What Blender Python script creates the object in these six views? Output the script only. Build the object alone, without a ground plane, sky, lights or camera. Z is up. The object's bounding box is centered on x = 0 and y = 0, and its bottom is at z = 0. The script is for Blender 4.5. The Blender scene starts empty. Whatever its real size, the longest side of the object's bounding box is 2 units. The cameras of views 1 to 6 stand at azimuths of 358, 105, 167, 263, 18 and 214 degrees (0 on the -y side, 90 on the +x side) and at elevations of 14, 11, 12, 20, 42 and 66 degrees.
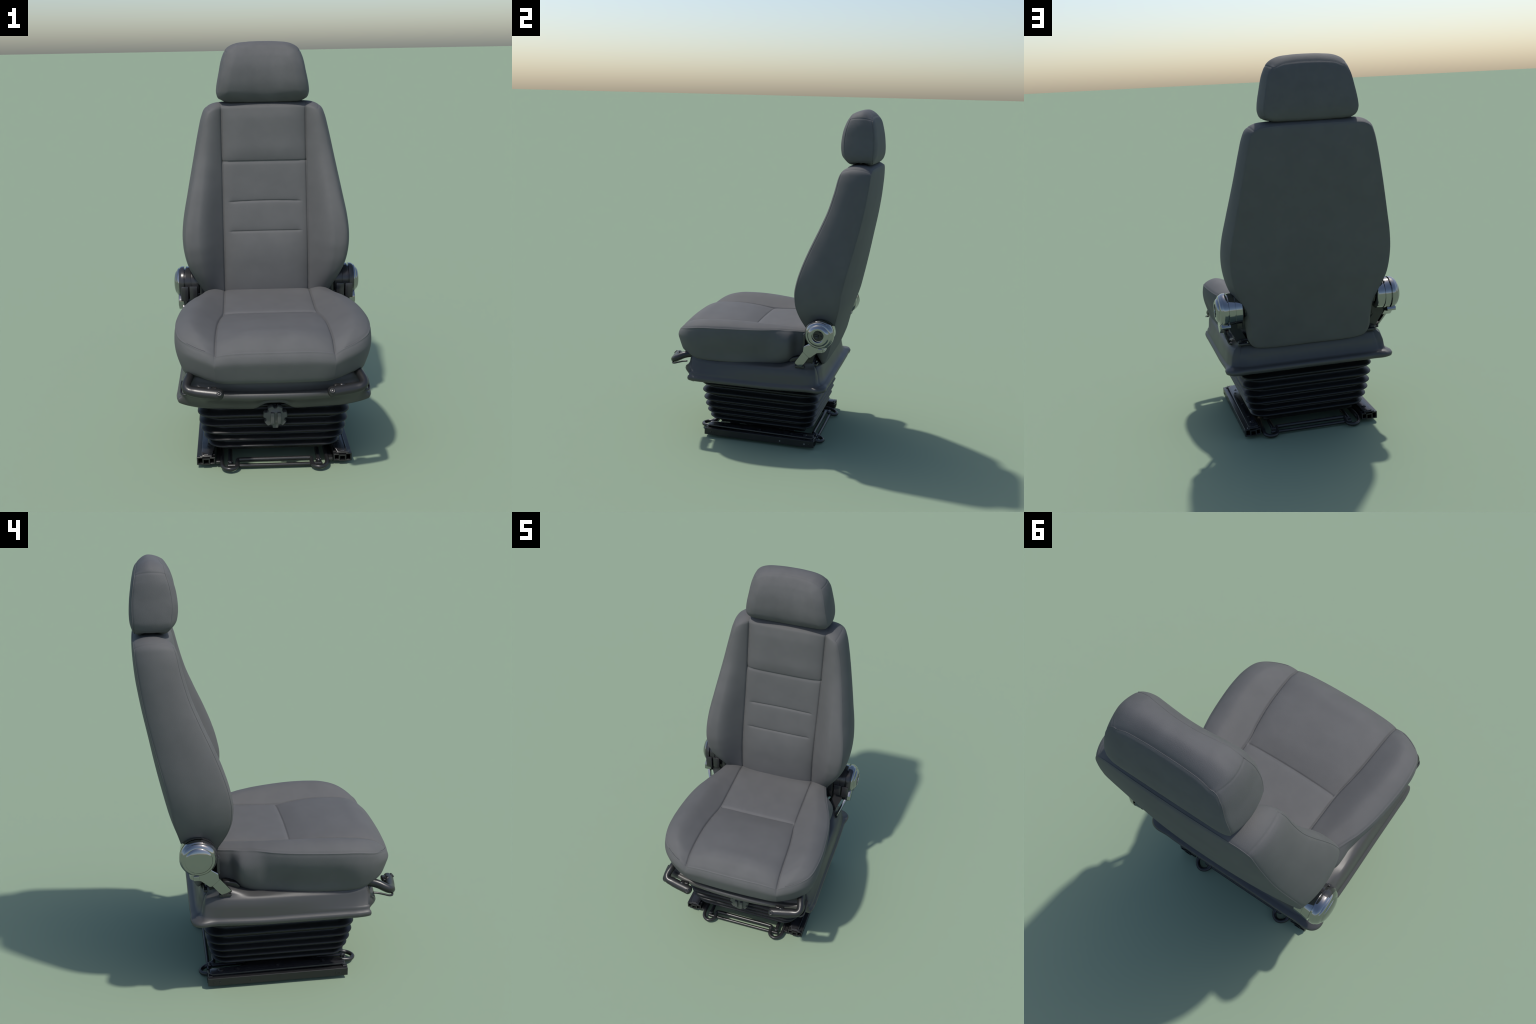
# Suspension driver's seat: cushions, headrest, recliner hinges, shroud, bellows, slide rails.
import bpy, bmesh, math
import numpy as np
from mathutils import Vector, Matrix

# ------------------------------------------------------------------ helpers
def interp(v, pts):
    xs = [p[0] for p in pts]; ys = [p[1] for p in pts]
    return np.interp(v, xs, ys)

def smooth_curve(pts, blur=.010):
    """A monotone-safe smooth 1-D interpolator through control points (cubic Hermite, limited slopes), softly blurred."""
    p = np.array(sorted(pts), float); x, y = p[:, 0], p[:, 1]
    h = np.diff(x); d = np.diff(y) / h
    m = np.zeros_like(x); m[0], m[-1] = d[0], d[-1]
    for i in range(1, len(x) - 1):
        m[i] = 0 if d[i-1] * d[i] <= 0 else 2 * d[i-1] * d[i] / (d[i-1] + d[i])
    def f(v):
        v = np.clip(np.asarray(v, float), x[0], x[-1])
        i = np.clip(np.searchsorted(x, v) - 1, 0, len(x) - 2)
        t = (v - x[i]) / h[i]
        return ((1 + 2*t) * (1-t)**2 * y[i] + t * (1-t)**2 * h[i] * m[i]
                + t*t * (3 - 2*t) * y[i+1] + t*t * (t-1) * h[i] * m[i+1])
    if not blur:
        return f
    u = np.linspace(x[0], x[-1], 600); v = f(u); k = int(round(3 * blur / (u[1] - u[0])))
    w = np.exp(-(np.arange(-k, k + 1) * (u[1] - u[0]) / blur) ** 2 / 2); w /= w.sum()
    pad = np.concatenate([2*v[0] - v[k:0:-1], v, 2*v[-1] - v[-2:-k-2:-1]])
    v = np.convolve(pad, w, "valid")
    return lambda q: np.interp(q, u, v)

def sstep(v, a=0.0, b=1.0):
    t = np.clip((np.asarray(v, float) - a) / (b - a), 0, 1)
    return t * t * (3 - 2 * t)

def catmull(pts, n=12, closed=False):
    P = [np.array(p, float) for p in pts]; out = []
    m = len(P); segs = m if closed else m - 1
    for i in range(segs):
        if closed:
            a, b, c, d = P[(i-1) % m], P[i], P[(i+1) % m], P[(i+2) % m]
        else:
            b, c = P[i], P[i+1]
            a = P[i-1] if i else 2*b - c
            d = P[i+2] if i + 2 < m else 2*c - b
        tb = np.linalg.norm(b-a)**.5 + 1e-6; tc = np.linalg.norm(c-b)**.5 + 1e-6; td = np.linalg.norm(d-c)**.5 + 1e-6
        m1 = (b-a)/tb - (c-a)/(tb+tc) + (c-b)/tc
        m2 = (c-b)/tc - (d-b)/(tc+td) + (d-c)/td
        m1 *= tc; m2 *= tc
        for k in range(n):
            t = k / n
            out.append((2*t**3-3*t*t+1)*b + (t**3-2*t*t+t)*m1 + (-2*t**3+3*t*t)*c + (t**3-t*t)*m2)
    if not closed:
        out.append(P[-1])
    return np.array(out)

def spread(n, lo, hi, foci=(), gain=4.0, width=0.03):
    """n+1 parameters from lo to hi, packed closer together around the foci."""
    u = np.linspace(lo, hi, 4001); w = np.ones_like(u)
    for f in foci:
        w += gain * np.exp(-((u - f) / width) ** 2)
    c = np.concatenate([[0], np.cumsum((w[1:] + w[:-1]) / 2)]); c /= c[-1]
    r = np.interp(np.linspace(0, 1, n + 1), c, u); r[0], r[-1] = lo, hi
    return r

def new_obj(name, mesh, parent=None, mat=None):
    ob = bpy.data.objects.new(name, mesh)
    bpy.context.scene.collection.objects.link(ob)
    if parent is not None:
        ob.parent = parent
    if mat is not None:
        mesh.materials.clear(); mesh.materials.append(mat)
    return ob

def mesh_from(name, V, F, angle=None, fix=True):
    me = bpy.data.meshes.new(name)
    me.from_pydata([tuple(map(float, v)) for v in V], [], [tuple(int(i) for i in f) for f in F])
    if fix:
        bm = bmesh.new(); bm.from_mesh(me)
        bmesh.ops.recalc_face_normals(bm, faces=bm.faces)
        bm.to_mesh(me); bm.free()
    me.polygons.foreach_set("use_smooth", [True] * len(me.polygons))
    if angle:
        me.set_sharp_from_angle(angle=math.radians(angle))
    me.update()
    return me

def part(name, V, F, parent, mat, angle=None):
    return new_obj(name, mesh_from(name, V, F, angle), parent, mat)

def merge(*geos):
    V, F, o = [], [], 0
    for v, f in geos:
        V.extend([tuple(p) for p in v]); F.extend([tuple(i + o for i in q) for q in f]); o += len(v)
    return V, F

def tube(path, r, n=14, cap=True, scale=None, flat=None):
    """Round bar swept along a path; r may be a number or one per point; flat=(a,b) scales the section."""
    P = np.array(path, float); m = len(P)
    R = np.full(m, r, float) if np.isscalar(r) else np.array(r, float)
    T = np.gradient(P, axis=0); T /= np.linalg.norm(T, axis=1)[:, None]
    up = np.array([0, 0, 1.0])
    if abs(T[0] @ up) > .95: up = np.array([0, 1.0, 0])
    N = up - (up @ T[0]) * T[0]; N /= np.linalg.norm(N)
    V, F = [], []
    for i in range(m):
        N = N - (N @ T[i]) * T[i]; N /= np.linalg.norm(N); B = np.cross(T[i], N)
        a, b = (1, 1) if flat is None else flat[i]
        for k in range(n):
            t = 2 * math.pi * k / n
            V.append(P[i] + R[i] * (a * math.cos(t) * N + b * math.sin(t) * B))
    for i in range(m - 1):
        for k in range(n):
            F.append((i*n+k, i*n+(k+1) % n, (i+1)*n+(k+1) % n, (i+1)*n+k))
    if cap:
        F.append(tuple(range(n))); F.append(tuple((m-1)*n+k for k in range(n)))
    return V, F

def rounded_ends(path, r, steps=5):
    """Path and radii with hemispherical tips."""
    P = np.array(path, float)
    def tip(p, q):
        d = (p - q) / np.linalg.norm(p - q)
        return [(p + d * r * math.sin(a), r * max(math.cos(a), .06)) for a in np.linspace(0, math.pi/2, steps + 1)[1:]]
    A = tip(P[0], P[1])[::-1]; B = tip(P[-1], P[-2])
    path2 = [a[0] for a in A] + list(P) + [b[0] for b in B]
    rad = [a[1] for a in A] + [r] * len(P) + [b[1] for b in B]
    return path2, rad

def lathe(profile, centre, axis=(1, 0, 0), n=48):
    """Profile of (distance along axis, radius) turned round the axis through centre."""
    A = Vector(axis).normalized(); U = A.orthogonal().normalized(); W = A.cross(U); C = Vector(centre)
    V, F = [], []; m = len(profile)
    for d, r in profile:
        for k in range(n):
            t = 2 * math.pi * k / n
            V.append(tuple(C + A * d + (U * math.cos(t) + W * math.sin(t)) * max(r, 1e-4)))
    for i in range(m - 1):
        for k in range(n):
            F.append((i*n+k, i*n+(k+1) % n, (i+1)*n+(k+1) % n, (i+1)*n+k))
    F.append(tuple(range(n))); F.append(tuple((m-1)*n+k for k in range(n)))
    return V, F

def prism(poly, axis, lo, hi, bevel=0.0, seg=2):
    """Extrude a 2-D polygon along an axis ('x','y','z'), optionally with bevelled edges."""
    def p3(p, d):
        return {'x': (d, p[0], p[1]), 'y': (p[0], d, p[1]), 'z': (p[0], p[1], d)}[axis]
    bm = bmesh.new(); n = len(poly)
    a = [bm.verts.new(p3(p, lo)) for p in poly]; b = [bm.verts.new(p3(p, hi)) for p in poly]
    bm.faces.new(a); bm.faces.new(b[::-1])
    for i in range(n):
        bm.faces.new((a[i], a[(i+1) % n], b[(i+1) % n], b[i]))
    bmesh.ops.recalc_face_normals(bm, faces=bm.faces)
    if bevel:
        es = [e for e in bm.edges if len(e.link_faces) == 2 and e.calc_face_angle() > .5]
        bmesh.ops.bevel(bm, geom=es, offset=bevel, segments=seg, profile=.5, affect='EDGES', clamp_overlap=True)
    bm.verts.index_update()
    V = [tuple(v.co) for v in bm.verts]; F = [tuple(v.index for v in f.verts) for f in bm.faces]
    bm.free()
    return V, F

def box(lo, hi, bevel=0.0, seg=2):
    return prism([(lo[0], lo[1]), (hi[0], lo[1]), (hi[0], hi[1]), (lo[0], hi[1])], 'z', lo[2], hi[2], bevel, seg)

def bar_between(p, q, w, h, side, bevel=0.0):
    """A rectangular bar from p to q; w is measured along 'side'."""
    p, q, s = Vector(p), Vector(q), Vector(side).normalized()
    d = (q - p); L = d.length; d.normalize(); s = (s - d * s.dot(d)).normalized(); u = d.cross(s)
    V, F = box((-w/2, -h/2, 0), (w/2, h/2, L), bevel)
    return [tuple(p + s * v[0] + u * v[1] + d * v[2]) for v in V], F

def mirror_x(geo):
    V, F = geo
    return [(-v[0], v[1], v[2]) for v in V], [tuple(reversed(f)) for f in F]

# ------------------------------------------------------------------ materials
def material(name, colour, rough, metallic=0.0, bump=None, mottling=0.0, mottle_scale=6.0, sheen=0.0, spec=0.5, rough_var=0.0, coat=0.0):
    m = bpy.data.materials.new(name); m.use_nodes = True
    nt = m.node_tree; b = nt.nodes["Principled BSDF"]
    b.inputs["Base Color"].default_value = (*colour, 1); b.inputs["Roughness"].default_value = rough
    b.inputs["Metallic"].default_value = metallic; b.inputs["Specular IOR Level"].default_value = spec
    b.inputs["Sheen Weight"].default_value = sheen; b.inputs["Sheen Roughness"].default_value = .5
    b.inputs["Coat Weight"].default_value = coat
    tc = nt.nodes.new("ShaderNodeTexCoord")
    def noise(scale, detail=3.0, rough_=.55):
        n = nt.nodes.new("ShaderNodeTexNoise"); n.inputs["Scale"].default_value = scale
        n.inputs["Detail"].default_value = detail; n.inputs["Roughness"].default_value = rough_
        nt.links.new(tc.outputs["Object"], n.inputs["Vector"]); return n
    if mottling:
        n = noise(mottle_scale, 5.0); r = nt.nodes.new("ShaderNodeValToRGB")
        r.color_ramp.elements[0].position = .32; r.color_ramp.elements[1].position = .7
        r.color_ramp.elements[0].color = (*[c * (1 - mottling) for c in colour], 1)
        r.color_ramp.elements[1].color = (*[c * (1 + mottling) for c in colour], 1)
        nt.links.new(n.outputs["Fac"], r.inputs["Fac"]); nt.links.new(r.outputs["Color"], b.inputs["Base Color"])
    if rough_var:
        n = noise(9.0, 4.0); mr = nt.nodes.new("ShaderNodeMapRange")
        mr.inputs["To Min"].default_value = max(.02, rough - rough_var); mr.inputs["To Max"].default_value = rough + rough_var
        nt.links.new(n.outputs["Fac"], mr.inputs["Value"]); nt.links.new(mr.outputs["Result"], b.inputs["Roughness"])
    if bump:
        strength, scale, kind = bump
        if kind == "leather":
            t = nt.nodes.new("ShaderNodeTexVoronoi"); t.feature = 'SMOOTH_F1'; t.inputs["Scale"].default_value = scale
            nt.links.new(tc.outputs["Object"], t.inputs["Vector"]); out = t.outputs["Distance"]
        else:
            out = noise(scale, 4.0).outputs["Fac"]
        bp = nt.nodes.new("ShaderNodeBump"); bp.inputs["Strength"].default_value = strength; bp.inputs["Distance"].default_value = .001
        nt.links.new(out, bp.inputs["Height"]); nt.links.new(bp.outputs["Normal"], b.inputs["Normal"])
    return m

UPH = material("grey_upholstery", (.093, .0935, .095), .72, bump=(.25, 420.0, "leather"), mottling=.05, mottle_scale=9.0, spec=.35)
HEAD_UPH = material("worn_grey_upholstery", (.0915, .092, .0945), .72, bump=(.3, 380.0, "leather"), mottling=.065, mottle_scale=14.0, spec=.35)
SHROUD = material("charcoal_plastic", (.052, .0515, .051), .42, bump=(.12, 500.0, "noise"), rough_var=.05)
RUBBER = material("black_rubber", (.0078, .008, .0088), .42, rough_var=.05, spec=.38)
STEEL = material("black_painted_steel", (.0155, .0155, .016), .33, bump=(.15, 260.0, "noise"), rough_var=.08)
ZINC = material("bare_zinc", (.22, .22, .22), .4, metallic=.6)
PLATE = material("satin_black_plate", (.022, .022, .024), .24, bump=(.1, 200.0, "noise"), rough_var=.06)
CHROME = material("polished_hinge_metal", (.33, .33, .33), .07, metallic=1.0, bump=(.02, 40.0, "noise"))
DARKMETAL = material("dark_hinge_metal", (.022, .022, .024), .24, rough_var=.05)
KNOBMAT = material("grey_knob_plastic", (.065, .067, .066), .38)

# ------------------------------------------------------------------ root
seat = bpy.data.objects.new("suspension_driver_seat", None)
bpy.context.scene.collection.objects.link(seat)
seat["label"] = "grey upholstered suspension driver seat on black bellows base"
seat["category"] = "vehicle seat"

# ------------------------------------------------------------------ cushions
class Outline:
    """Left-right symmetric closed outline given by its right half, from top centre to bottom centre."""
    def __init__(self, half, k1, k2, n=24):
        full = list(half) + [(-x, z) for x, z in half[-2:0:-1]]
        D = catmull(full, n, closed=True); self.closed = D
        D = D[:(len(half) - 1) * n + 1]
        self.D = D; self.k1, self.k2 = k1 * n, k2 * n
        C = np.vstack([self.closed[-1:], self.closed, self.closed[:1]])
        T = C[2:] - C[:-2]; T /= np.linalg.norm(T, axis=1)[:, None]
        Nn = np.stack([-T[:, 1], T[:, 0]], 1)
        if (Nn[0] @ np.array([0, 1])) < 0: Nn = -Nn
        self.N = Nn[:len(D)]; self.N[0] = (0, 1); self.N[-1] = (0, -1)
    def at(self, idx):
        i = np.arange(len(self.D))
        p = np.stack([np.interp(idx, i, self.D[:, k]) for k in (0, 1)], -1)
        n = np.stack([np.interp(idx, i, self.N[:, k]) for k in (0, 1)], -1)
        return p, n / np.linalg.norm(n, axis=-1)[..., None]

def mono(x):
    return np.maximum.accumulate(np.asarray(x) + np.arange(len(x)) * 1e-9)

def cushion(ol, A, C, T, a_s, xs, d0, d1, front, back, delta, ease, pipe=None, rimfn=None):
    """Solid pad: front cap and back cap over the outline, joined by a rim.
    A: parameters across (-1..1), C: down (0..1), T: front to back (0..1). xs(z): x of the long seam at parameter a_s.
    front/back(x, z, e): depth; e is the in-plane distance from the outline. Returns V (x, depth, z), F, face tags."""
    na, nc = len(A) - 1, len(C) - 1
    D, k1, k2 = ol.D, ol.k1, ol.k2
    idx = np.arange(len(D))
    def acr(xe, x_s):
        a = np.abs(A); return np.where(a < a_s, a / a_s * x_s, x_s + (a - a_s) / (1 - a_s) * (xe - x_s))
    it = np.interp(acr(D[k1, 0], xs(D[k1, 1])), mono(D[:k1+1, 0]), idx[:k1+1])
    xb = acr(D[k2, 0], xs(D[k2, 1]))
    ib = np.interp(xb, mono(D[k2:, 0][::-1]), idx[k2:][::-1])
    zs = (1 - C) * D[k1, 1] + C * D[k2, 1]
    isd = np.interp(zs, mono(D[k1:k2+1, 1][::-1]), idx[k1:k2+1][::-1]); isd[0], isd[-1] = k1, k2
    sg = np.sign(A); sg[sg == 0] = 1
    Tp, Tn = ol.at(it); Bp, Bn = ol.at(ib); Sp, Sn = ol.at(isd)
    fl = np.array([-1, 1.0])
    for P in (Tp, Tn, Bp, Bn): P[:, 0] *= sg
    def ringlist(Ta, Sa, Ba):
        return np.vstack([Ta, Sa[1:-1], Ba[::-1], (Sa * fl)[1:-1][::-1]])
    O, N = ringlist(Tp, Sp, Bp), ringlist(Tn, Sn, Bn)
    ins = lambda d, n: (d(n) if callable(d) else np.full(len(n), d))[:, None]
    ins2 = lambda d: d(np.array([[0, 1.0]]))[0] if callable(d) else d
    dense = ol.closed
    def cap(dlt, fn):
        Tq, Bq, Sq = Tp - ins(dlt, Tn)*Tn, Bp - ins(dlt, Bn)*Bn, Sp - ins(dlt, Sn)*Sn
        a = A[None, :, None]; c = C[:, None, None]; Lq = Sq * fl
        P = ((1-c)*Tq[None] + c*Bq[None] + (1-a)/2*Lq[:, None] + (1+a)/2*Sq[:, None]
             - ((1-c)*((1-a)/2*Tq[0] + (1+a)/2*Tq[-1]) + c*((1-a)/2*Bq[0] + (1+a)/2*Bq[-1])))
        for j in range(1, nc):
            xe = Sq[j, 0]; x_s = xs(P[j, na//2, 1])
            P[j, :, 0] = sg * acr(xe, min(x_s, xe * .92))
        P[0], P[-1], P[:, 0], P[:, -1] = Tq, Bq, Lq, Sq
        Q = P.reshape(-1, 2); e = np.empty(len(Q))
        for s in range(0, len(Q), 4000):
            q = Q[s:s+4000]
            e[s:s+4000] = np.sqrt(((q[:, None] - dense[None]) ** 2).sum(2).min(1))
        dep = fn(Q[:, 0], Q[:, 1], e)
        return Q, e, dep
    Qf, ef, df = cap(d0, front); Qb, eb, db = cap(d1, back)
    grid = np.arange((na+1)*(nc+1)).reshape(nc+1, na+1)
    rim_ids = np.concatenate([grid[0], grid[1:-1, -1], grid[-1][::-1], grid[1:-1, 0][::-1]])
    if pipe:
        bf = np.array([ef[i] for i in rim_ids]); bb = np.array([eb[i] for i in rim_ids])
        near = lambda Q, b: b[((Q[:, None, :] - Q[rim_ids][None, ::2]) ** 2).sum(2).argmin(1) * 2]
        df = df + pipe[0](Qf) * np.exp(-((ef - near(Qf, bf)) / .0058) ** 2)
        db = db - pipe[1](Qb) * np.exp(-((eb - near(Qb, bb)) / .0058) ** 2)
    ring = np.concatenate([grid[0], grid[1:-1, -1], grid[-1][::-1], grid[1:-1, 0][::-1]])
    V = [np.column_stack([Qf[:, 0], df, Qf[:, 1]])]; nf = len(Qf); m = len(ring); rings = [ring]
    df_r, db_r = df[ring], db[ring]; off = nf
    for t in T[1:-1]:
        p2 = O - N * np.asarray(delta(t, O, N)).reshape(-1, 1)
        dep = df_r + (db_r - df_r) * ease(t)
        if pipe:
            s0 = np.abs(dep - df_r); s1 = np.abs(db_r - dep)
            g = pipe[0](O) * np.exp(-(s0/.0055)**2) + pipe[1](O) * np.exp(-(s1/.0055)**2)
            p2 = p2 - N * g[:, None]
        if rimfn: p2, dep = rimfn(p2, dep, t, O, N)
        V.append(np.column_stack([p2[:, 0], dep, p2[:, 1]])); rings.append(np.arange(off, off + m)); off += m
    V.append(np.column_stack([Qb[:, 0], db, Qb[:, 1]])); rings.append(ring + off)
    V = np.vstack(V)
    q = lambda G: np.stack([G[:-1, :-1], G[:-1, 1:], G[1:, 1:], G[1:, :-1]], -1).reshape(-1, 4)
    F = [q(grid)]; tag = [np.zeros(na*nc, int)]
    for i in range(len(rings) - 1):
        a, b = rings[i], rings[i+1]
        F.append(np.stack([a, np.roll(a, -1), np.roll(b, -1), b], -1)); tag.append(np.ones(m, int))
    F.append(q(grid)[:, ::-1] + off); tag.append(np.full(na*nc, 2))
    return V, np.vstack(F), np.concatenate(tag)

def split_body(V, F, region, names, parent_part, root, mat):
    """Separate one smooth body into panels that share border vertices and the whole body's normals.
    names[region] = object name; the region parent_part holds the others as children."""
    whole = mesh_from("whole", V, F)
    nrm = np.empty(len(V) * 3, np.float32); whole.vertices.foreach_get("normal", nrm); nrm = nrm.reshape(-1, 3)
    F2 = np.array([list(p.vertices) for p in whole.polygons])
    bpy.data.meshes.remove(whole)
    order = [parent_part] + [r for r in sorted(names) if r != parent_part]; par = root; made = {}
    for r in order:
        f = F2[region == r]; used = np.unique(f); remap = np.full(len(V), -1); remap[used] = np.arange(len(used))
        me = mesh_from(names[r], V[used], remap[f], fix=False)
        me.normals_split_custom_set_from_vertices([tuple(n) for n in nrm[used]])
        ob = new_obj(names[r], me, root if r == parent_part else par, mat)
        if r == parent_part: par = ob
        made[r] = ob
    return made

# ---- backrest -----------------------------------------------------
BH = [(0, 1.693), (.20, 1.690), (.272, 1.681), (.312, 1.656), (.330, 1.617), (.348, 1.545), (.381, 1.380), (.413, 1.215),
      (.436, 1.090), (.443, 1.000), (.437, .920), (.419, .845), (.388, .775), (.355, .705), (.342, .630), (.332, .560),
      (.305, .522), (.25, .509), (0, .507)]
b_ol = Outline(BH, 3, 16)
b_yc = smooth_curve([(.54, .33), (.62, .30), (.714, .281), (.85, .286), (1.02, .313), (1.17, .347), (1.38, .388), (1.55, .416), (1.665, .431), (1.70, .437)])
b_yb = smooth_curve([(.54, .33), (.62, .29), (.70, .262), (.75, .235), (.80, .212), (.838, .199), (.89, .187), (.95, .184), (1.015, .194), (1.105, .219),
                     (1.21, .258), (1.328, .308), (1.437, .350), (1.546, .379), (1.621, .397), (1.66, .412), (1.70, .430)])
b_yp = smooth_curve([(.54, .36), (.62, .325), (.70, .295), (.75, .268), (.80, .236), (.85, .217), (.93, .211), (1.02, .222), (1.124, .255), (1.235, .303),
                     (1.351, .352), (1.445, .386), (1.545, .411), (1.624, .437), (1.66, .458), (1.70, .472)])
b_ye = smooth_curve([(.50, .352), (.54, .366), (.60, .386), (.70, .406), (.802, .426), (.884, .447), (.947, .454), (1.05, .473), (1.147, .496), (1.255, .521),
                     (1.375, .546), (1.495, .564), (1.60, .576), (1.70, .581)])
b_pill = smooth_curve([(.54, .0), (.66, .024), (.75, .026), (.85, .023), (.95, .019), (1.03, .011), (1.20, .008), (1.36, .009), (1.46, .021), (1.60, .022), (1.66, .014), (1.70, .004)])
b_yk = smooth_curve([(.50, .360), (.54, .372), (.60, .391), (.66, .410), (.76, .441), (.88, .480), (1.06, .520), (1.235, .550), (1.395, .577), (1.51, .591), (1.61, .595), (1.70, .592)])
b_side = lambda z: np.interp(z, b_ol.D[:, 1][::-1], b_ol.D[:, 0][::-1])
B_XS, B_SEAMS = .2235, [(1.381, .225, .000, 1.0), (1.171, .200, .006, .85), (1.019, .200, .002, .8)]
def b_front(x, z, e):
    ax = np.abs(x); xe = b_side(z); u = np.clip((ax - B_XS) / np.maximum(xe - B_XS, .02), 0, 1)
    yc, yb, yp = b_yc(z), b_yb(z), b_yp(z)
    cv = .22 + .50 * sstep(z, 1.30, 1.55)
    q = (1 - cv) * sstep(u, -.10, .62) + cv * (1 - np.clip(1 - u / .58, 0, 1) ** 2)
    y = yc + (yb - yc) * q - b_pill(z) * np.clip(1 - (ax / B_XS) ** 4, 0, 1)
    amp = np.maximum(yp - yb, .024) * sstep(z, .60, .75) + .01
    r = .055 - .021 * sstep(z, 1.52, 1.66)
    rr = np.clip(1 - e / r, 0, 1)
    y = y + (amp) * (1 - np.sqrt(np.clip(1 - rr ** 2, 0, 1))) * 1.15
    d = ax - B_XS; vs = sstep(z, .60, .68) * sstep(1.69 - z, .0, .06)
    y = y + vs * (.0034 * np.exp(-(d / .0045) ** 2) + .0045 * np.exp(-np.abs(d) / .013))
    for z0, half, arch, k in B_SEAMS:
        zc = z0 + arch * (1 - (x / half) ** 2); dz = z - zc
        fade = sstep(half - ax, 0, .03) if half < .22 else (ax < B_XS + .002) * 1.0
        y = y + k * fade * (.0030 * np.exp(-(dz / .0045) ** 2) + .007 * np.exp(-np.clip(dz, 0, 1) / .02) * (dz > 0) + .005 * np.exp(np.clip(dz, -1, 0) / .016) * (dz <= 0))
    return y
def b_back(x, z, e):
    xe = b_side(z); u = np.clip(np.abs(x) / np.maximum(xe, .05), 0, 1)
    k = 1 - u ** 2.4
    top = sstep(1.70 - z, 0, .05)
    return b_ye(z) + (b_yk(z) - b_ye(z)) * k * (.35 + .65 * top)
def b_delta(t, O, N):
    base = .022 * np.abs(2*t - 1) ** 2.3
    return np.full(len(O), base)
def b_rim(p2, dep, t, O, N):
    # seam that closes the side panel at each shoulder
    s = (np.abs(O[:, 0]) - .300) * .62 - (O[:, 1] - 1.668) * .78
    near = np.exp(-(s / .0042) ** 2) * (O[:, 1] > 1.6)
    return p2 - N * (near * .0016)[:, None], dep
A = spread(180, -1, 1, (-.5, .5, -1, 1), 6, .022)
zf = lambda z: (b_ol.D[b_ol.k1, 1] - z) / (b_ol.D[b_ol.k1, 1] - b_ol.D[b_ol.k2, 1])
C = spread(190, 0, 1, [zf(s[0]) for s in B_SEAMS] + [0.0], 5, .009)
T = spread(34, 0, 1, (0, 1), 5, .04)
V, F, tag = cushion(b_ol, A, C, T, .5, lambda z: B_XS, .022, .022, b_front, b_back, b_delta, lambda t: t,
                    pipe=(lambda Q: .0019 * (.15 + .85 * sstep(1.672 - Q[:, 1], 0, .02)) * sstep(Q[:, 1], .62, .7), lambda Q: .0017 * sstep(Q[:, 1], .58, .68)), rimfn=b_rim)
def face_centres(V, F): return V[F].mean(1)
cen = face_centres(V, F)
reg = np.where(tag == 2, 0, 0)
reg[tag == 0] = np.where(np.abs(cen[tag == 0][:, 0]) < B_XS, 1, np.where(cen[tag == 0][:, 0] < 0, 2, 3))
reg[(tag == 1)] = np.where(cen[tag == 1][:, 2] > 1.672, 6, np.where(cen[tag == 1][:, 0] < 0, 4, 5))
BACK = split_body(V, F, reg, {0: "backrest", 1: "centre_panel", 2: "bolster", 3: "bolster", 4: "side_panel", 5: "side_panel", 6: "top_panel"}, 0, seat, UPH)

# ---- headrest -----------------------------------------------------
HH = [(0, 2.0), (.076, 1.998), (.145, 1.989), (.188, 1.966), (.213, 1.920), (.232, 1.840), (.2465, 1.765), (.2475, 1.735),
      (.236, 1.704), (.205, 1.684), (.10, 1.677), (0, 1.676)]
h_ol = Outline(HH, 3, 8)
h_yf = smooth_curve([(1.68, .436), (1.71, .404), (1.75, .388), (1.80, .381), (1.86, .385), (1.92, .400), (1.97, .421), (2.0, .450)], .014)
h_yr = smooth_curve([(1.68, .450), (1.70, .440), (1.72, .434), (1.77, .424), (1.815, .419), (1.88, .425), (1.94, .441), (1.98, .462), (2.0, .470)])
h_yb = smooth_curve([(1.68, .583), (1.711, .591), (1.766, .595), (1.828, .591), (1.919, .574), (1.964, .560), (1.995, .546)])
h_ye = smooth_curve([(1.68, .568), (1.714, .575), (1.808, .577), (1.907, .566), (1.95, .553), (2.0, .538)])
def h_front(x, z, e):
    y = h_yf(z) + .013 * (.5 + .5 * np.cos(math.pi * np.clip(x / .21, -1, 1))) * sstep(z, 1.68, 1.75)
    amp = np.maximum(h_yr(z) - h_yf(z), .010) * (1 - .72 * sstep(z, 1.90, 1.985) * sstep(.20 - np.abs(x), 0, .07)); r = .075
    rr = np.clip(1 - e / r, 0, 1)
    return y + amp * rr ** 2.0
def h_back(x, z, e):
    rr = np.clip(1 - e / .075, 0, 1)
    return h_yb(z) + (h_ye(z) - h_yb(z)) * rr ** 2
h_d0 = lambda N: .014 + .004 * sstep(N[:, 1], .2, .9)
h_d1 = lambda N: .014 + .022 * sstep(N[:, 1], .2, .9)
h_un = smooth_curve([(0, .014), (.05, .0105), (.12, .0085), (.5, .022), (.88, .0085), (.95, .0105), (1, .014)], 0)
def h_delta(t, O, N):
    side = (h_d0(N) if t < .5 else h_d1(N)) * np.abs(2*t - 1) ** 1.9
    under = sstep(-N[:, 1], .6, .95)
    return side * (1 - under) + under * float(h_un(t))
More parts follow.
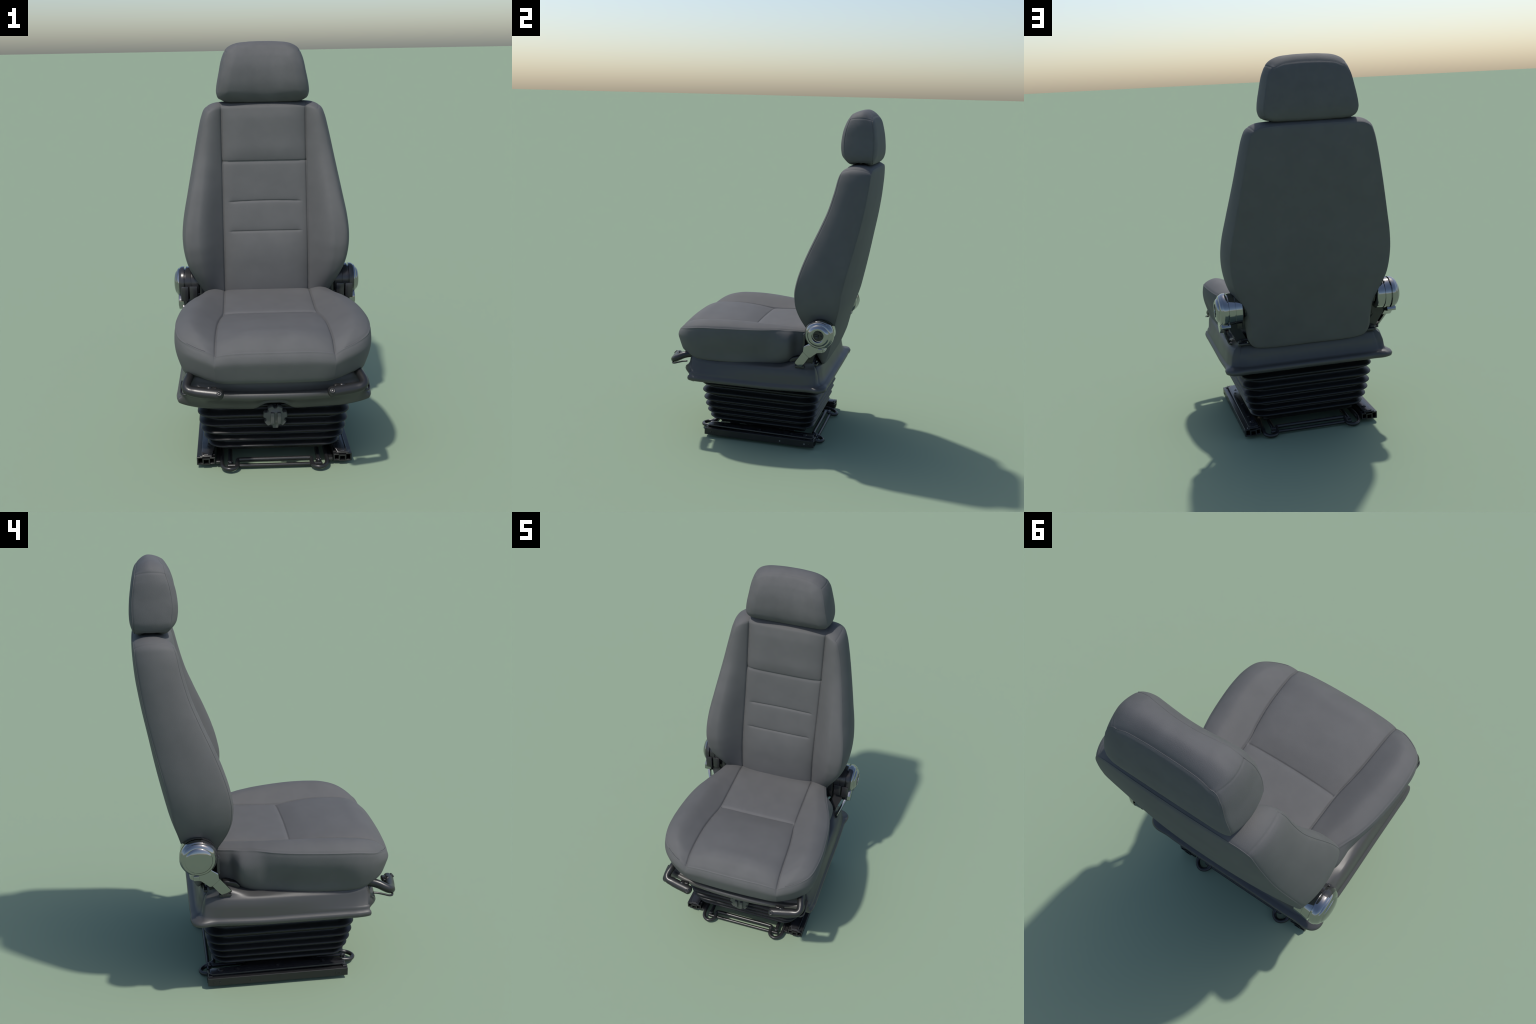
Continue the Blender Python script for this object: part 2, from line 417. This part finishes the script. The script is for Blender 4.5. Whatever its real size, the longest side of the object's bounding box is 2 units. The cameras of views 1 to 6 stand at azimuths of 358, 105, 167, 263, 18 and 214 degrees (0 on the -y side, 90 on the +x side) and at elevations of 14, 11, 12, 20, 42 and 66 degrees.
def h_rim(p2, dep, t, O, N):
    s = (np.abs(O[:, 0]) - .2) * .55 - (O[:, 1] - 1.951) * .83
    g = np.exp(-(s / .004) ** 2) * (O[:, 1] > 1.85) * .0014
    s2 = (np.abs(O[:, 0]) - .235) * .6 + (O[:, 1] - 1.709) * .8
    g = g + np.exp(-(s2 / .004) ** 2) * (O[:, 1] < 1.74) * .0012
    return p2 - N * g[:, None], dep
A = spread(110, -1, 1, (-1, 1), 3, .05); C = spread(80, 0, 1, (0, 1), 3, .06); T = spread(34, 0, 1, (0, 1), 4, .05)
V, F, tag = cushion(h_ol, A, C, T, .5, lambda z: .11, h_d0, h_d1, h_front, h_back, h_delta, lambda t: t,
                    pipe=(lambda Q: .0015 * sstep(Q[:, 1], 1.72, 1.76), lambda Q: np.full(len(Q), .0024)), rimfn=h_rim)
reg = np.where(tag == 0, 1, np.where(tag == 2, 2, 0))
HEAD = split_body(V, F, reg, {0: "headrest", 1: "front_panel", 2: "back_panel"}, 0, seat, HEAD_UPH)
for sx in (-1, 1):
    part("headrest_post", *lathe([(0, .011), (.06, .011)], (sx * .15, .50, 1.655), (0, 0, 1), 20), HEAD[0], STEEL, 40)

# ---- seat cushion (outline seen from above; second axis is forward) ----
SH = [(0, .576), (.15, .573), (.265, .565), (.340, .543), (.403, .499), (.439, .448), (.456, .380), (.461, .29), (.454, .18),
      (.439, .07), (.416, -.02), (.393, -.075), (.370, -.13), (.349, -.195), (.333, -.25), (.310, -.29), (.25, -.306), (0, -.31)]
s_ol = Outline(SH, 4, 15)
s_zc = smooth_curve([(-.31, .711), (-.26, .714), (-.10, .706), (.09, .696), (.2, .703), (.3, .706), (.4, .700), (.47, .688), (.51, .674), (.54, .660), (.56, .650), (.58, .638)])
s_pill = smooth_curve([(-.31, .002), (.0, .003), (.09, .003), (.2, .011), (.3, .0165), (.4, .0215), (.47, .031), (.51, .031), (.54, .025), (.58, .007)])
s_zb = smooth_curve([(-.31, .720), (-.25, .724), (-.135, .731), (-.065, .738), (.057, .746), (.198, .751), (.34, .746), (.426, .731), (.485, .710), (.53, .684), (.56, .662), (.58, .648)])
s_zp = smooth_curve([(-.31, .728), (-.25, .726), (-.15, .725), (0, .719), (.20, .713), (.35, .707), (.45, .690), (.50, .670), (.53, .656), (.56, .645)])
s_xs = smooth_curve([(-.31, .226), (.05, .230), (.10, .232), (.19, .246), (.285, .257), (.40, .263), (.56, .268)])
s_side = lambda v: np.interp(v, s_ol.D[:, 1][::-1], s_ol.D[:, 0][::-1])
S_SEAM = .088
def s_top(x, v, e):
    ax = np.abs(x); xs = s_xs(v); xe = s_side(v); u = np.clip((ax - xs) / np.maximum(xe - xs, .02), 0, 1)
    zc, zb, zp = s_zc(v), s_zb(v), s_zp(v)
    z = zc + (zb - zc) * sstep(u, -.08, .60) + s_pill(v) * np.clip(1 - (ax / xs) ** 3, 0, 1)
    amp = np.maximum(zb - zp, .012); rr = np.clip(1 - e / .085, 0, 1)
    z = z - amp * rr ** 2
    # front edge of the centre panel rolls under
    d = ax - xs
    edge = sstep(e, .004, .035)
    z = z - (.0040 * np.exp(-(d / .0045) ** 2) + .0075 * np.exp(-np.abs(d) / .018)) * (.25 + .75 * edge)
    dv = v - S_SEAM - .006 * (1 - (x / .23) ** 2); c = (d < 0) * sstep(-d, 0, .012)
    z = z - c * (.0032 * np.exp(-(dv / .0045) ** 2) + .009 * np.exp(-np.clip(dv, 0, 1) / .03) * (dv > 0) + .006 * np.exp(np.clip(dv, -1, 0) / .014) * (dv <= 0))
    return z
def s_under(x, v, e):
    ax = np.abs(x)
    z = .499 + .046 * sstep(ax, .22, .43) * sstep(v, .38, .51) - .004 * sstep(v, .44, .54)
    z = z + .040 * sstep(-v, .08, .25)
    return z
s_dl = smooth_curve([(0, .010), (.10, .0035), (.28, 0), (.48, .004), (.70, .010), (.86, .019), (.95, .034), (1, .060)], 0)
def s_delta(t, O, N):
    side = sstep(np.abs(N[:, 0]), .6, .95); v = O[:, 1]; front = sstep(N[:, 1], .45, .9)
    d = float(s_dl(t)) + .008 * front * max(0, 1 - t / .30) ** 2 + .009 * front * float(sstep(t, .25, .8)) * (t < 1)
    d = d + .019 * math.sin(math.pi * t ** 1.8) * side * sstep(.40 - v, 0, .14) * sstep(v + .09, 0, .12)
    d = d + .011 * side * float(sstep(t, .40, .85)) * (t < 1) * sstep(v + .12, 0, .12)
    return d - .036 * math.sin(math.pi * t ** .8) * side * sstep(-v, .03, .14) * sstep(v + .205, 0, .06)
s_es = smooth_curve([(0, 0), (.2, .2), (.8, .82), (.9, .925), (.96, .985), (1, 1)], 0)
A = spread(190, -1, 1, (-.55, .55, -1, 1), 6, .026); vf = lambda v: (s_ol.D[s_ol.k1, 1] - v) / (s_ol.D[s_ol.k1, 1] - s_ol.D[s_ol.k2, 1])
C = spread(150, 0, 1, (vf(S_SEAM), 0, .05), 5, .018); T = spread(40, 0, 1, (0, 1), 4, .05)
V, F, tag = cushion(s_ol, A, C, T, .55, s_xs, lambda N: .010 + .008 * sstep(N[:, 1], .45, .9), .060, s_top, s_under, s_delta, lambda t: float(s_es(t)),
                    pipe=(lambda Q: np.full(len(Q), -.0030), lambda Q: np.zeros(len(Q))))
cen = V[F].mean(1); V = np.column_stack([V[:, 0], -V[:, 2], V[:, 1]])
xs_c = s_xs(cen[:, 2]); reg = np.zeros(len(F), int); t0 = tag == 0
reg[t0] = np.where(np.abs(cen[t0][:, 0]) > xs_c[t0], np.where(cen[t0][:, 0] < 0, 3, 4), np.where(cen[t0][:, 2] > S_SEAM, 1, 2))
SEATC = split_body(V, F, reg, {0: "seat_cushion", 1: "thigh_panel", 2: "rear_panel", 3: "bolster", 4: "bolster"}, 0, seat, UPH)

# ------------------------------------------------------------------ shroud under the cushion
def loft_rings(rings, cap_top=True, cap_bottom=True):
    n = len(rings[0]); V = np.vstack(rings); F = []
    for i in range(len(rings) - 1):
        for k in range(n):
            F.append((i*n+k, i*n+(k+1) % n, (i+1)*n+(k+1) % n, (i+1)*n+k))
    if cap_bottom: F.append(tuple(range(n)))
    if cap_top: F.append(tuple((len(rings)-1)*n + k for k in range(n)))
    return V, F

TH = [(0, -.517), (.12, -.514), (.24, -.502), (.34, -.487), (.407, -.472), (.442, -.443), (.452, -.392), (.452, -.32), (.451, -.1), (.451, .18),
      (.447, .28), (.432, .345), (.399, .378), (.34, .391), (.22, .394), (0, .394)]
t_ol = Outline(TH, 4, 12, 24)
cl = t_ol.closed; M = len(cl)
Tt = np.roll(cl, -1, 0) - np.roll(cl, 1, 0); Tt /= np.linalg.norm(Tt, axis=1)[:, None]; Nt = np.stack([-Tt[:, 1], Tt[:, 0]], 1)
if Nt[0] @ np.array([0, -1]) < 0: Nt = -Nt
X, Y = cl[:, 0], cl[:, 1]; AX = np.abs(X)
wf = sstep(-Nt[:, 1], .55, .93); wr = sstep(Nt[:, 1], .3, .9)
lug = np.exp(-(((AX - .425) / .05) ** 2 + ((Y - .355) / .05) ** 2))
rmid = wr * np.exp(-(X / .27) ** 6)
rc = np.exp(-(((AX - .41) / .08) ** 2 + ((Y - .35) / .09) ** 2))
arch = np.exp(-(X / .075) ** 4) * wf
seat_line = .507 + .040 * sstep(-Y, .28, .46) + .038 * sstep(Y, .09, .27) * (1 - .3 * rmid)      # where the cushion meets the shroud
crease = smooth_curve([(-.55, .426), (-.45, .430), (-.24, .445), (-.02, .481), (.19, .501), (.36, .512), (.41, .515)], .03)(Y)
uc = smooth_curve([(-.55, .512), (-.45, .505), (-.39, .497), (-.30, .491), (-.03, .499), (.19, .511), (.36, .525), (.41, .528)], .03)(Y)
def lv(side_in, side_z, front_in, front_z, lugk=0.0):
    s_in = np.asarray(side_in) * (1 - wf) + np.asarray(front_in) * wf * (1 - .32 * sstep(AX, .26, .44)) - lug * lugk
    z = np.asarray(side_z) * (1 - wf) + (np.asarray(front_z) - .009 + .015 * sstep(AX, .30, .42)) * wf
    p = cl - Nt * s_in[:, None] if np.ndim(s_in) else cl - Nt * s_in
    return np.column_stack([p, z])
one = np.ones(M)
fl_z = .378 + .012 * sstep(Y, .0, .40)
rings = [
    lv(one*.09, fl_z + .012, one*.13, one*.385 + .03*arch),
    lv(one*.030, fl_z + .004, one*.095, one*.352 + .030*arch, .02),
    lv(one*.010, fl_z - .006, one*.075, one*.344 + .030*arch, .026),
    lv(one*.001, fl_z + .000, one*.066, one*.350 + .028*arch, .030),
    lv(one*-.003, fl_z + .012, one*.060 + .012*arch, one*.362 + .022*arch, .030),
    lv(one*.001, fl_z + .024, one*.050 + .022*arch, one*.376 + .014*arch, .026),
    lv(one*.010 + .010*wr, fl_z + .027, one*.040 + .018*arch, one*.388 + .008*arch, .008),
    lv(one*.012 + .024*wr, fl_z + .038, one*.022 + .008*arch, one*.404 + .003*arch, .0),
    lv(one*.016 + .026*wr + .002*rmid + .004*rc, (fl_z + .04)*.5 + crease*.5, one*.006, one*.419),
    lv(one*.022 + .026*wr + .014*rc + .006*rmid, crease - .004, one*.000, one*.431),
    lv(one*.030 + .028*wr + .020*rc + .008*rmid, uc - .006, one*.003, one*.443),
    lv(one*.036 + .030*wr + .022*rc + .010*rmid, uc + .001, one*.012, one*.450),
    lv(one*.044 + .032*wr + .022*rc + .012*rmid, uc*.55 + seat_line*.45 + .002, one*.022, one*.451),
    lv(one*.052 + .036*wr + .012*rc + .014*rmid, seat_line + .003, one*.030, one*.452),
    lv(one*.075, seat_line + .008, one*.040, one*.480),
    lv(one*.12, seat_line + .006, one*.052, one*.535),
]
part("shroud", *loft_rings(rings), seat, SHROUD)
# black front lip: rolled steel pan edge between the levers
# ------------------------------------------------------------------ bellows
def rrect(hx, y0, y1, r, n=14):
    out = []
    for cx, cy, a0 in ((hx-r, y1-r, 0), (-hx+r, y1-r, 90), (-hx+r, y0+r, 180), (hx-r, y0+r, 270)):
        for k in range(n + 1):
            a = math.radians(a0 + 90 * k / n); out.append((cx + r*math.cos(a), cy + r*math.sin(a)))
    return np.array(out)
# rounded ribs between sharp valleys; the boot narrows towards the floor
valley_z = [.362, .312, .257, .212, .170, .129, .090]
rib_hx = [.367, .364, .358, .350, .339, .320]
rib_front = [-.402, -.399, -.392, -.384, -.374, -.360]; rib_back = [.337, .333, .326, .318, .309, .298]
rows = []
for i in range(6):
    for k in range(16):
        t = k / 16; c = i + t - .5
        L = lambda q: float(np.interp(c, range(6), q))
        inset = .029 * (1 - math.sin(math.pi * t ** 1.25) ** 1.5 if t else 1)
        rows.append((valley_z[i] + (valley_z[i+1] - valley_z[i]) * t, L(rib_hx) - inset, L(rib_front) + inset, L(rib_back) - inset))
rows += [(.090, .293, -.334, .272), (.085, .286, -.327, .266), (.078, .283, -.324, .263)]
rings = []
for z, hx, f, b in [(.40, .33, -.37, .30)] + rows:
    zz_ = rrect(hx, f, b, .082)
    rings.append(np.column_stack([zz_, np.full(len(zz_), z)]))
part("bellows", *loft_rings(rings), seat, RUBBER, 60)

# ------------------------------------------------------------------ slide rails and floor plates
def c_channel(x0, x1, z0, z1, w, y0, y1, opening):
    """Rolled C section along y; the mouth faces +x or -x (opening = 1 / -1)."""
    if opening > 0:
        poly = [(x1, z1), (x0, z1), (x0, z0), (x1, z0), (x1, z0+w), (x0+w, z0+w), (x0+w, z1-w), (x1, z1-w)]
    else:
        poly = [(x0, z1), (x1, z1), (x1, z0), (x0, z0), (x0, z0+w), (x1-w, z0+w), (x1-w, z1-w), (x0, z1-w)]
    return prism(poly, 'y', y0, y1, .0012, 1)
def rect_tube(x0, x1, z0, z1, w, y0, y1):
    V, F = [], []
    o = [(x0, z0), (x1, z0), (x1, z1), (x0, z1)]; i = [(x0+w, z0+w), (x1-w, z0+w), (x1-w, z1-w), (x0+w, z1-w)]
    for y in (y0, y1):
        V += [(p[0], y, p[1]) for p in o] + [(p[0], y, p[1]) for p in i]
    for k in range(4):
        l = (k+1) % 4
        F += [(k, l, 8+l, 8+k), (4+k, 12+k, 12+l, 4+l), (k, 4+k, 4+l, l), (8+k, 8+l, 12+l, 12+k)]
    return V, F
for sx in (-1, 1):
    geo = merge(c_channel(.346, .374,   .016, .056, .0065, -.358, .325, -1),
                c_channel(.286, .312, .017, .052, .0065, -.357, .323, 1),
                box((.287, -.330, .0455), (.373, .300, .0545), .002, 1))
    inner = rect_tube(.311, .347, .0165, .0495, .006, -.362, .327)
    if sx < 0: geo, inner = mirror_x(geo), mirror_x(inner)
    rail = part("slide_rail", *geo, seat, STEEL, 35)
    part("inner_slide", *inner, rail, STEEL, 35)
    # floor plate: narrow at both ends, swelling inwards under the bellows
    poly = [(.349, -.352), (.305, -.352), (.297, -.335), (.283, -.255), (.262, -.10), (.250, -.02), (.258, .06), (.272, .13), (.292, .165),
            (.296, .24), (.296, .300), (.303, .312), (.346, .312), (.351, .300), (.351, -.335)]
    plate = prism(poly, 'z', .0565, .0665, .0025, 2)
    pv = [(x, y, z + .006 * float(sstep(-y, .20, .30)) - .012 * float(sstep(-y, .335, .353))) for x, y, z in plate[0]]
    plate = (pv, plate[1])
    if sx < 0: plate = mirror_x(plate)
    pl = part("floor_plate", *plate, rail, PLATE, 35)
    for k, (by, br, bh) in enumerate(((.258, .0125, .006), (.176, .008, .003), (-.245, .008, .003), (-.02, .007, .003))):
        bx = .321 if by > 0 else .318
        part("bolt", *lathe([(0, br), (bh * .55, br), (bh, br * .72), (bh, br * .5), (bh*.7, br*.45)], (sx * bx, by, .066 + (.005 if by < -.2 else 0)), (0, 0, 1), 20), rail, STEEL, 35)
    for ry in (.118, .268, -.318, -.300, .295):
        mat = ZINC if (sx > 0 and ry in (.118, .268)) else STEEL
        part("rivet", *lathe([(0, .0045), (.0015, .0045), (.0022, .003)], (sx * .374, ry, .034), (sx, 0, 0), 14), rail, mat, 35)
    # spring clips at both ends of the rail
    for cy in (-.345, .312):
        g = merge(box((.300, cy-.010, .054), (.360, cy+.010, .0605), .002, 1), box((.318, cy-.006, .0605), (.342, cy+.006, .0655), .002, 1))
        if sx < 0: g = mirror_x(g)
        part("end_clip", *g, rail, STEEL, 35)

# ------------------------------------------------------------------ bent-wire floor frame
def frame_y(y, rear): return (-.054 - y) if rear else y
wire_r = .0106
for rear in (False, True):
    fy = lambda y: frame_y(y, rear)
    k = .017 if rear else 0.0                      # the rear loops stand a little wider
    half = [(.176 + k, -.351, .033), (.178 + k, -.357, .032), (.179 + k, -.374, .026), (.182 + k, -.396, .022), (.196 + k, -.412, .0205), (.214 + k, -.418, .0205),
            (.233 + k, -.411, .021), (.248 + k, -.394, .023), (.2535 + k, -.368, .026), (.254 + k, -.33, .030), (.254 + k * .3, -.20, .031)]
    if rear: half = [(x, y + .012 - .002 * float(sstep(y, -.40, -.35)) * (x < .2), z - .008 * float(sstep(-y, .36, .41))) for x, y, z in half]
    cb, lb = (-.339, -.367) if rear else (-.349, -.376)      # upper and lower cross bars
    pts = [(-x, fy(y), z) for x, y, z in half[::-1]] + [(-.165, fy(cb), .0335), (0, fy(cb), .0335), (.165, fy(cb), .0335)] + [(x, fy(y), z) for x, y, z in half]
    path = catmull(pts, 5)
    frame = part("release_bar", *tube(path, wire_r, 12), seat, STEEL)
    bar, rad = rounded_ends([(-.222, fy(lb), .0165), (-.1, fy(lb), .0155), (.1, fy(lb), .0155), (.222, fy(lb), .0165)], .009)
    part("cross_bar", *tube(bar, rad, 12), frame, STEEL)
    for sx in (-1, 1):
        g = merge(box((.199, min(fy(-.352), fy(-.366)), .016), (.226, max(fy(-.352), fy(-.366)), .036), .003, 1))
        part("bracket", *(g if sx > 0 else mirror_x(g)), frame, STEEL, 35)
for sx in (-1, 1):
    p, r = rounded_ends([(sx*.213, -.365, .028), (sx*.213, -.1, .030), (sx*.213, .1, .030), (sx*.213, .290, .028)], .0105)
    part("side_bar", *tube(p, r, 12), seat, STEEL)
    g = box((sx*.27 - .012, -.36, .02), (sx*.27 + .012, .30, .034), .002, 1)
    part("side_strip", *g, seat, STEEL, 35)
# pan that closes the bellows
part("base_pan", *box((-.255, -.29, .062), (.255, .245, .080), .006, 2), seat, RUBBER, 40)
for sy in (-.20, .15):
    part("scissor_beam", *box((-.262, sy - .03, .056), (.262, sy + .03, .070), .004, 1), seat, STEEL, 40)

# ------------------------------------------------------------------ height knob
def knob():
    V, F = [], []; n = 112; cx, cz = .003, .292
    def lobe(t):
        w = .5 + .5 * math.cos(7 * (t + math.pi / 2))
        return .0455 + .0120 * float(sstep(w, .10, .55))
    prof = [(-.402, .86), (-.410, .97), (-.416, 1.0), (-.432, 1.0), (-.438, .975), (-.441, .93), (-.4415, .70), (-.4445, .62), (-.4455, .45), (-.4455, .2)]
    for y, s in prof:
        for k in range(n):
            t = 2*math.pi*k/n; r = lobe(t) * s if s > .8 else .0455 * s
            V.append((cx + r*math.cos(t), y, cz + r*math.sin(t)))
    for i in range(len(prof)-1):
        for k in range(n):
            F.append((i*n+k, i*n+(k+1) % n, (i+1)*n+(k+1) % n, (i+1)*n+k))
    F.append(tuple(range(n))); F.append(tuple((len(prof)-1)*n+k for k in range(n)))
    return V, F
kn = part("adjuster_knob", *knob(), seat, KNOBMAT, 40)
for dx in (-.0135, .0175):
    part("grip_bar", *box((.003 + dx - .0085, -.456, .264), (.003 + dx + .0085, -.440, .318), .003, 2), kn, KNOBMAT, 40)
part("knob_stem", *lathe([(0, .016), (.06, .016)], (.003, -.41, .292), (0, 1, 0), 24), kn, STEEL, 40)

# ------------------------------------------------------------------ front levers
def lever():
    ctrl = [(.372, -.40, .525), (.384, -.46, .520), (.392, -.490, .512), (.400, -.517, .499), (.400, -.536, .489), (.388, -.549, .481), (.360, -.554, .476),
            (.32, -.563, .473), (.28, -.571, .471), (.252, -.577, .469)]
    P = catmull(ctrl, 6); n = len(P); s = np.linspace(0, 1, n)
    P, R = list(P), None
    path, rad = rounded_ends(P, .0205, 6)
    m = len(path); k0 = 6
    flat = []
    for i in range(m):
        u = min(max((i - 6) / (n - 1), 0), 1); w = float(sstep(u, .45, .75))
        flat.append((1.0 + .06 * w, 1.0 + .28 * w))
    return tube(path, rad, 18, flat=flat)
for sx in (-1, 1):
    g = lever(); g = g if sx > 0 else mirror_x(g)
    lv_ob = part("adjust_lever", *g, seat, STEEL)
    g = lathe([(-.002, .014), (.003, .0135), (.0055, .010), (.006, .006), (.003, .003)], (.298, -.553, .492), (.05, .35, 1), 24)
    part("lever_button", *(g if sx > 0 else mirror_x(g)), lv_ob, STEEL, 60)
    g = lathe([(0, .0125), (.003, .0125), (.005, .010), (.004, .006), (-.001, .004), (-.002, .0005)], (.252, -.594, .480), (.0, -.75, .66), 24)
    part("lever_tip", *(g if sx > 0 else mirror_x(g)), lv_ob, STEEL, 60)
    g = box((.262, -.556, .470), (.312, -.533, .492), .006, 3)
    part("lever_tab", *(g if sx > 0 else mirror_x(g)), lv_ob, STEEL, 60)
    w = catmull([(.424, -.455, .488), (.425, -.480, .484), (.425, -.510, .475), (.424, -.535, .467), (.416, -.550, .464), (.398, -.556, .465), (.375, -.558, .468)], 8)
    g = tube(w, .0050, 10)
    part("spring_wire", *(g if sx > 0 else mirror_x(g)), lv_ob, STEEL)

# ------------------------------------------------------------------ recliner hinges
HC = (.351, .739)                    # hinge axis: y, z
def hinge(sx):
    cy, cz = HC
    drum = lathe([(.356, .058), (.360, .072), (.366, .0785), (.400, .0800), (.4005, .0765), (.4055, .0765), (.406, .0815), (.434, .0845),
                  (.4345, .0740), (.4425, .0740), (.443, .0850), (.456, .0850), (.464, .0825), (.469, .0785)], (0, cy, cz), (1, 0, 0), 72)
    if sx < 0:
        cap = [(.467, .0785), (.4725, .0770), (.478, .0730), (.4825, .0670), (.484, .0625), (.4843, .0612), (.488, .0590), (.492, .051), (.4955, .039), (.498, .025), (.4993, .011), (.4996, .003)]
    else:
        cap = [(.467, .0785), (.4725, .0770), (.478, .0730), (.4815, .0670), (.4825, .0625), (.487, .0600), (.4925, .0540), (.4965, .046), (.4975, .040), (.4955, .0350), (.480, .0335), (.476, .012)]
    capg = lathe(cap, (0, cy, cz), (1, 0, 0), 72)
    # collar under the drum and the flat strut down to the shroud
    collar = prism([(.395, .652), (.385, .642), (.345, .634), (.308, .603), (.296, .602), (.262, .632), (.266, .664), (.30, .690), (.37, .690)], 'x', .425, .474, .004, 2)
    strut = merge(bar_between((.449, .284, .622), (.412, .222, .530), .048, .014, (0, .72, -.7), .003),
                  lathe([(0, .008), (.006, .008), (.009, .005)], (.328, .315, .538), (0, 0, 1), 16))
    feet = merge(box((.345, .205, .518), (.420, .262, .531), .004, 2), box((.310, .262, .526), (.380, .330, .539), .004, 2))
    # solid arm that carries the hinge, wide at the top and running down and inwards to the shroud
    lo = [(.335, .232), (.388, .232), (.380, .300), (.325, .300)]; hi = [(.380, .290), (.436, .290), (.436, .335), (.380, .335)]
    rg = []
    for k in range(7):
        t = k / 6; w = float(sstep(t)) * .5 + t * .5
        q = [((1-w)*a[0] + w*b[0], (1-w)*a[1] + w*b[1]) for a, b in zip(lo, hi)]
        rg.append(np.array([(x, y, .528 + .132 * t) for x, y in q]))
    arm = loft_rings(rg)
    tab = box((.466, .352, .640), (.480, .378, .662), .003, 2)
    inner = merge(box((.318, .276, .615), (.360, .335, .770), .006, 2), box((.352, .290, .622), (.384, .338, .690), .004, 2),
                  lathe([(.30, .05), (.352, .062)], (0, cy, cz + .01), (1, 0, 0), 40))
    front = merge(box((.420, .258, .655), (.460, .272, .735), .004, 2), box((.372, .262, .660), (.414, .278, .735), .004, 2))
    foot = prism([(.240, .520), (.175, .520), (.160, .530), (.160, .543), (.178, .560), (.222, .570), (.240, .566)], 'x', .322, .366, .008, 4)
    f = (lambda g: g) if sx > 0 else mirror_x
    V, F = drum
    ctr = [np.mean([V[i] for i in q], axis=0) for q in F]
    back = [q for q, c in zip(F, ctr) if c[1] >= cy - .018 or abs(c[2] - cz) < 1e-3 and abs(c[1] - cy) < 1e-3]
    fore = [q for q, c in zip(F, ctr) if c[1] < cy - .018 and not (abs(c[2] - cz) < 1e-3 and abs(c[1] - cy) < 1e-3)]
    h = part("recliner_hinge", *f((V, back)), seat, CHROME, 40)
    part("drum_front_shaded", *f((V, fore)), h, DARKMETAL, 40)  # front half of drum; baked-in shade copied as darker metal, no separate cover
    part("hinge_cap", *f(capg), h, CHROME, 40)
    part("collar", *f(merge(collar, tab)), h, CHROME, 40)
    part("strut", *f(strut), h, CHROME, 40)
    part("hinge_arm", *f(arm), h, DARKMETAL, 30)
    part("foot_plate", *f(feet), h, DARKMETAL, 40)
    part("mount_plate", *f(inner), h, DARKMETAL, 40)
    part("hinge_lug", *f(front), h, DARKMETAL, 40)
    part("pivot_cover", *f(foot), h, STEEL, 40)
    if sx > 0:
        pins_and_disc = merge(lathe([(0, .0325), (.001, .0325)], (.4785, cy, cz), (1, 0, 0), 36), lathe([(0, .009), (.012, .009), (.014, .006)], (.477, cy - .008, cz - .012), (1, 0, 0), 18),  # first lathe is an added dark disc that blackens the open hub
                     lathe([(0, .006), (.010, .006)], (.477, cy + .014, cz - .004), (1, 0, 0), 16),
                     lathe([(0, .005), (.014, .005)], (.477, cy + .008, cz + .018), (1, 0, 0), 16),
                     box((.476, cy - .024, cz - .004), (.485, cy + .004, cz + .006), .002, 1))
        part("hub_fitting_and_disc", *pins_and_disc, h, DARKMETAL, 40)
for sx in (-1, 1):
    hinge(sx)
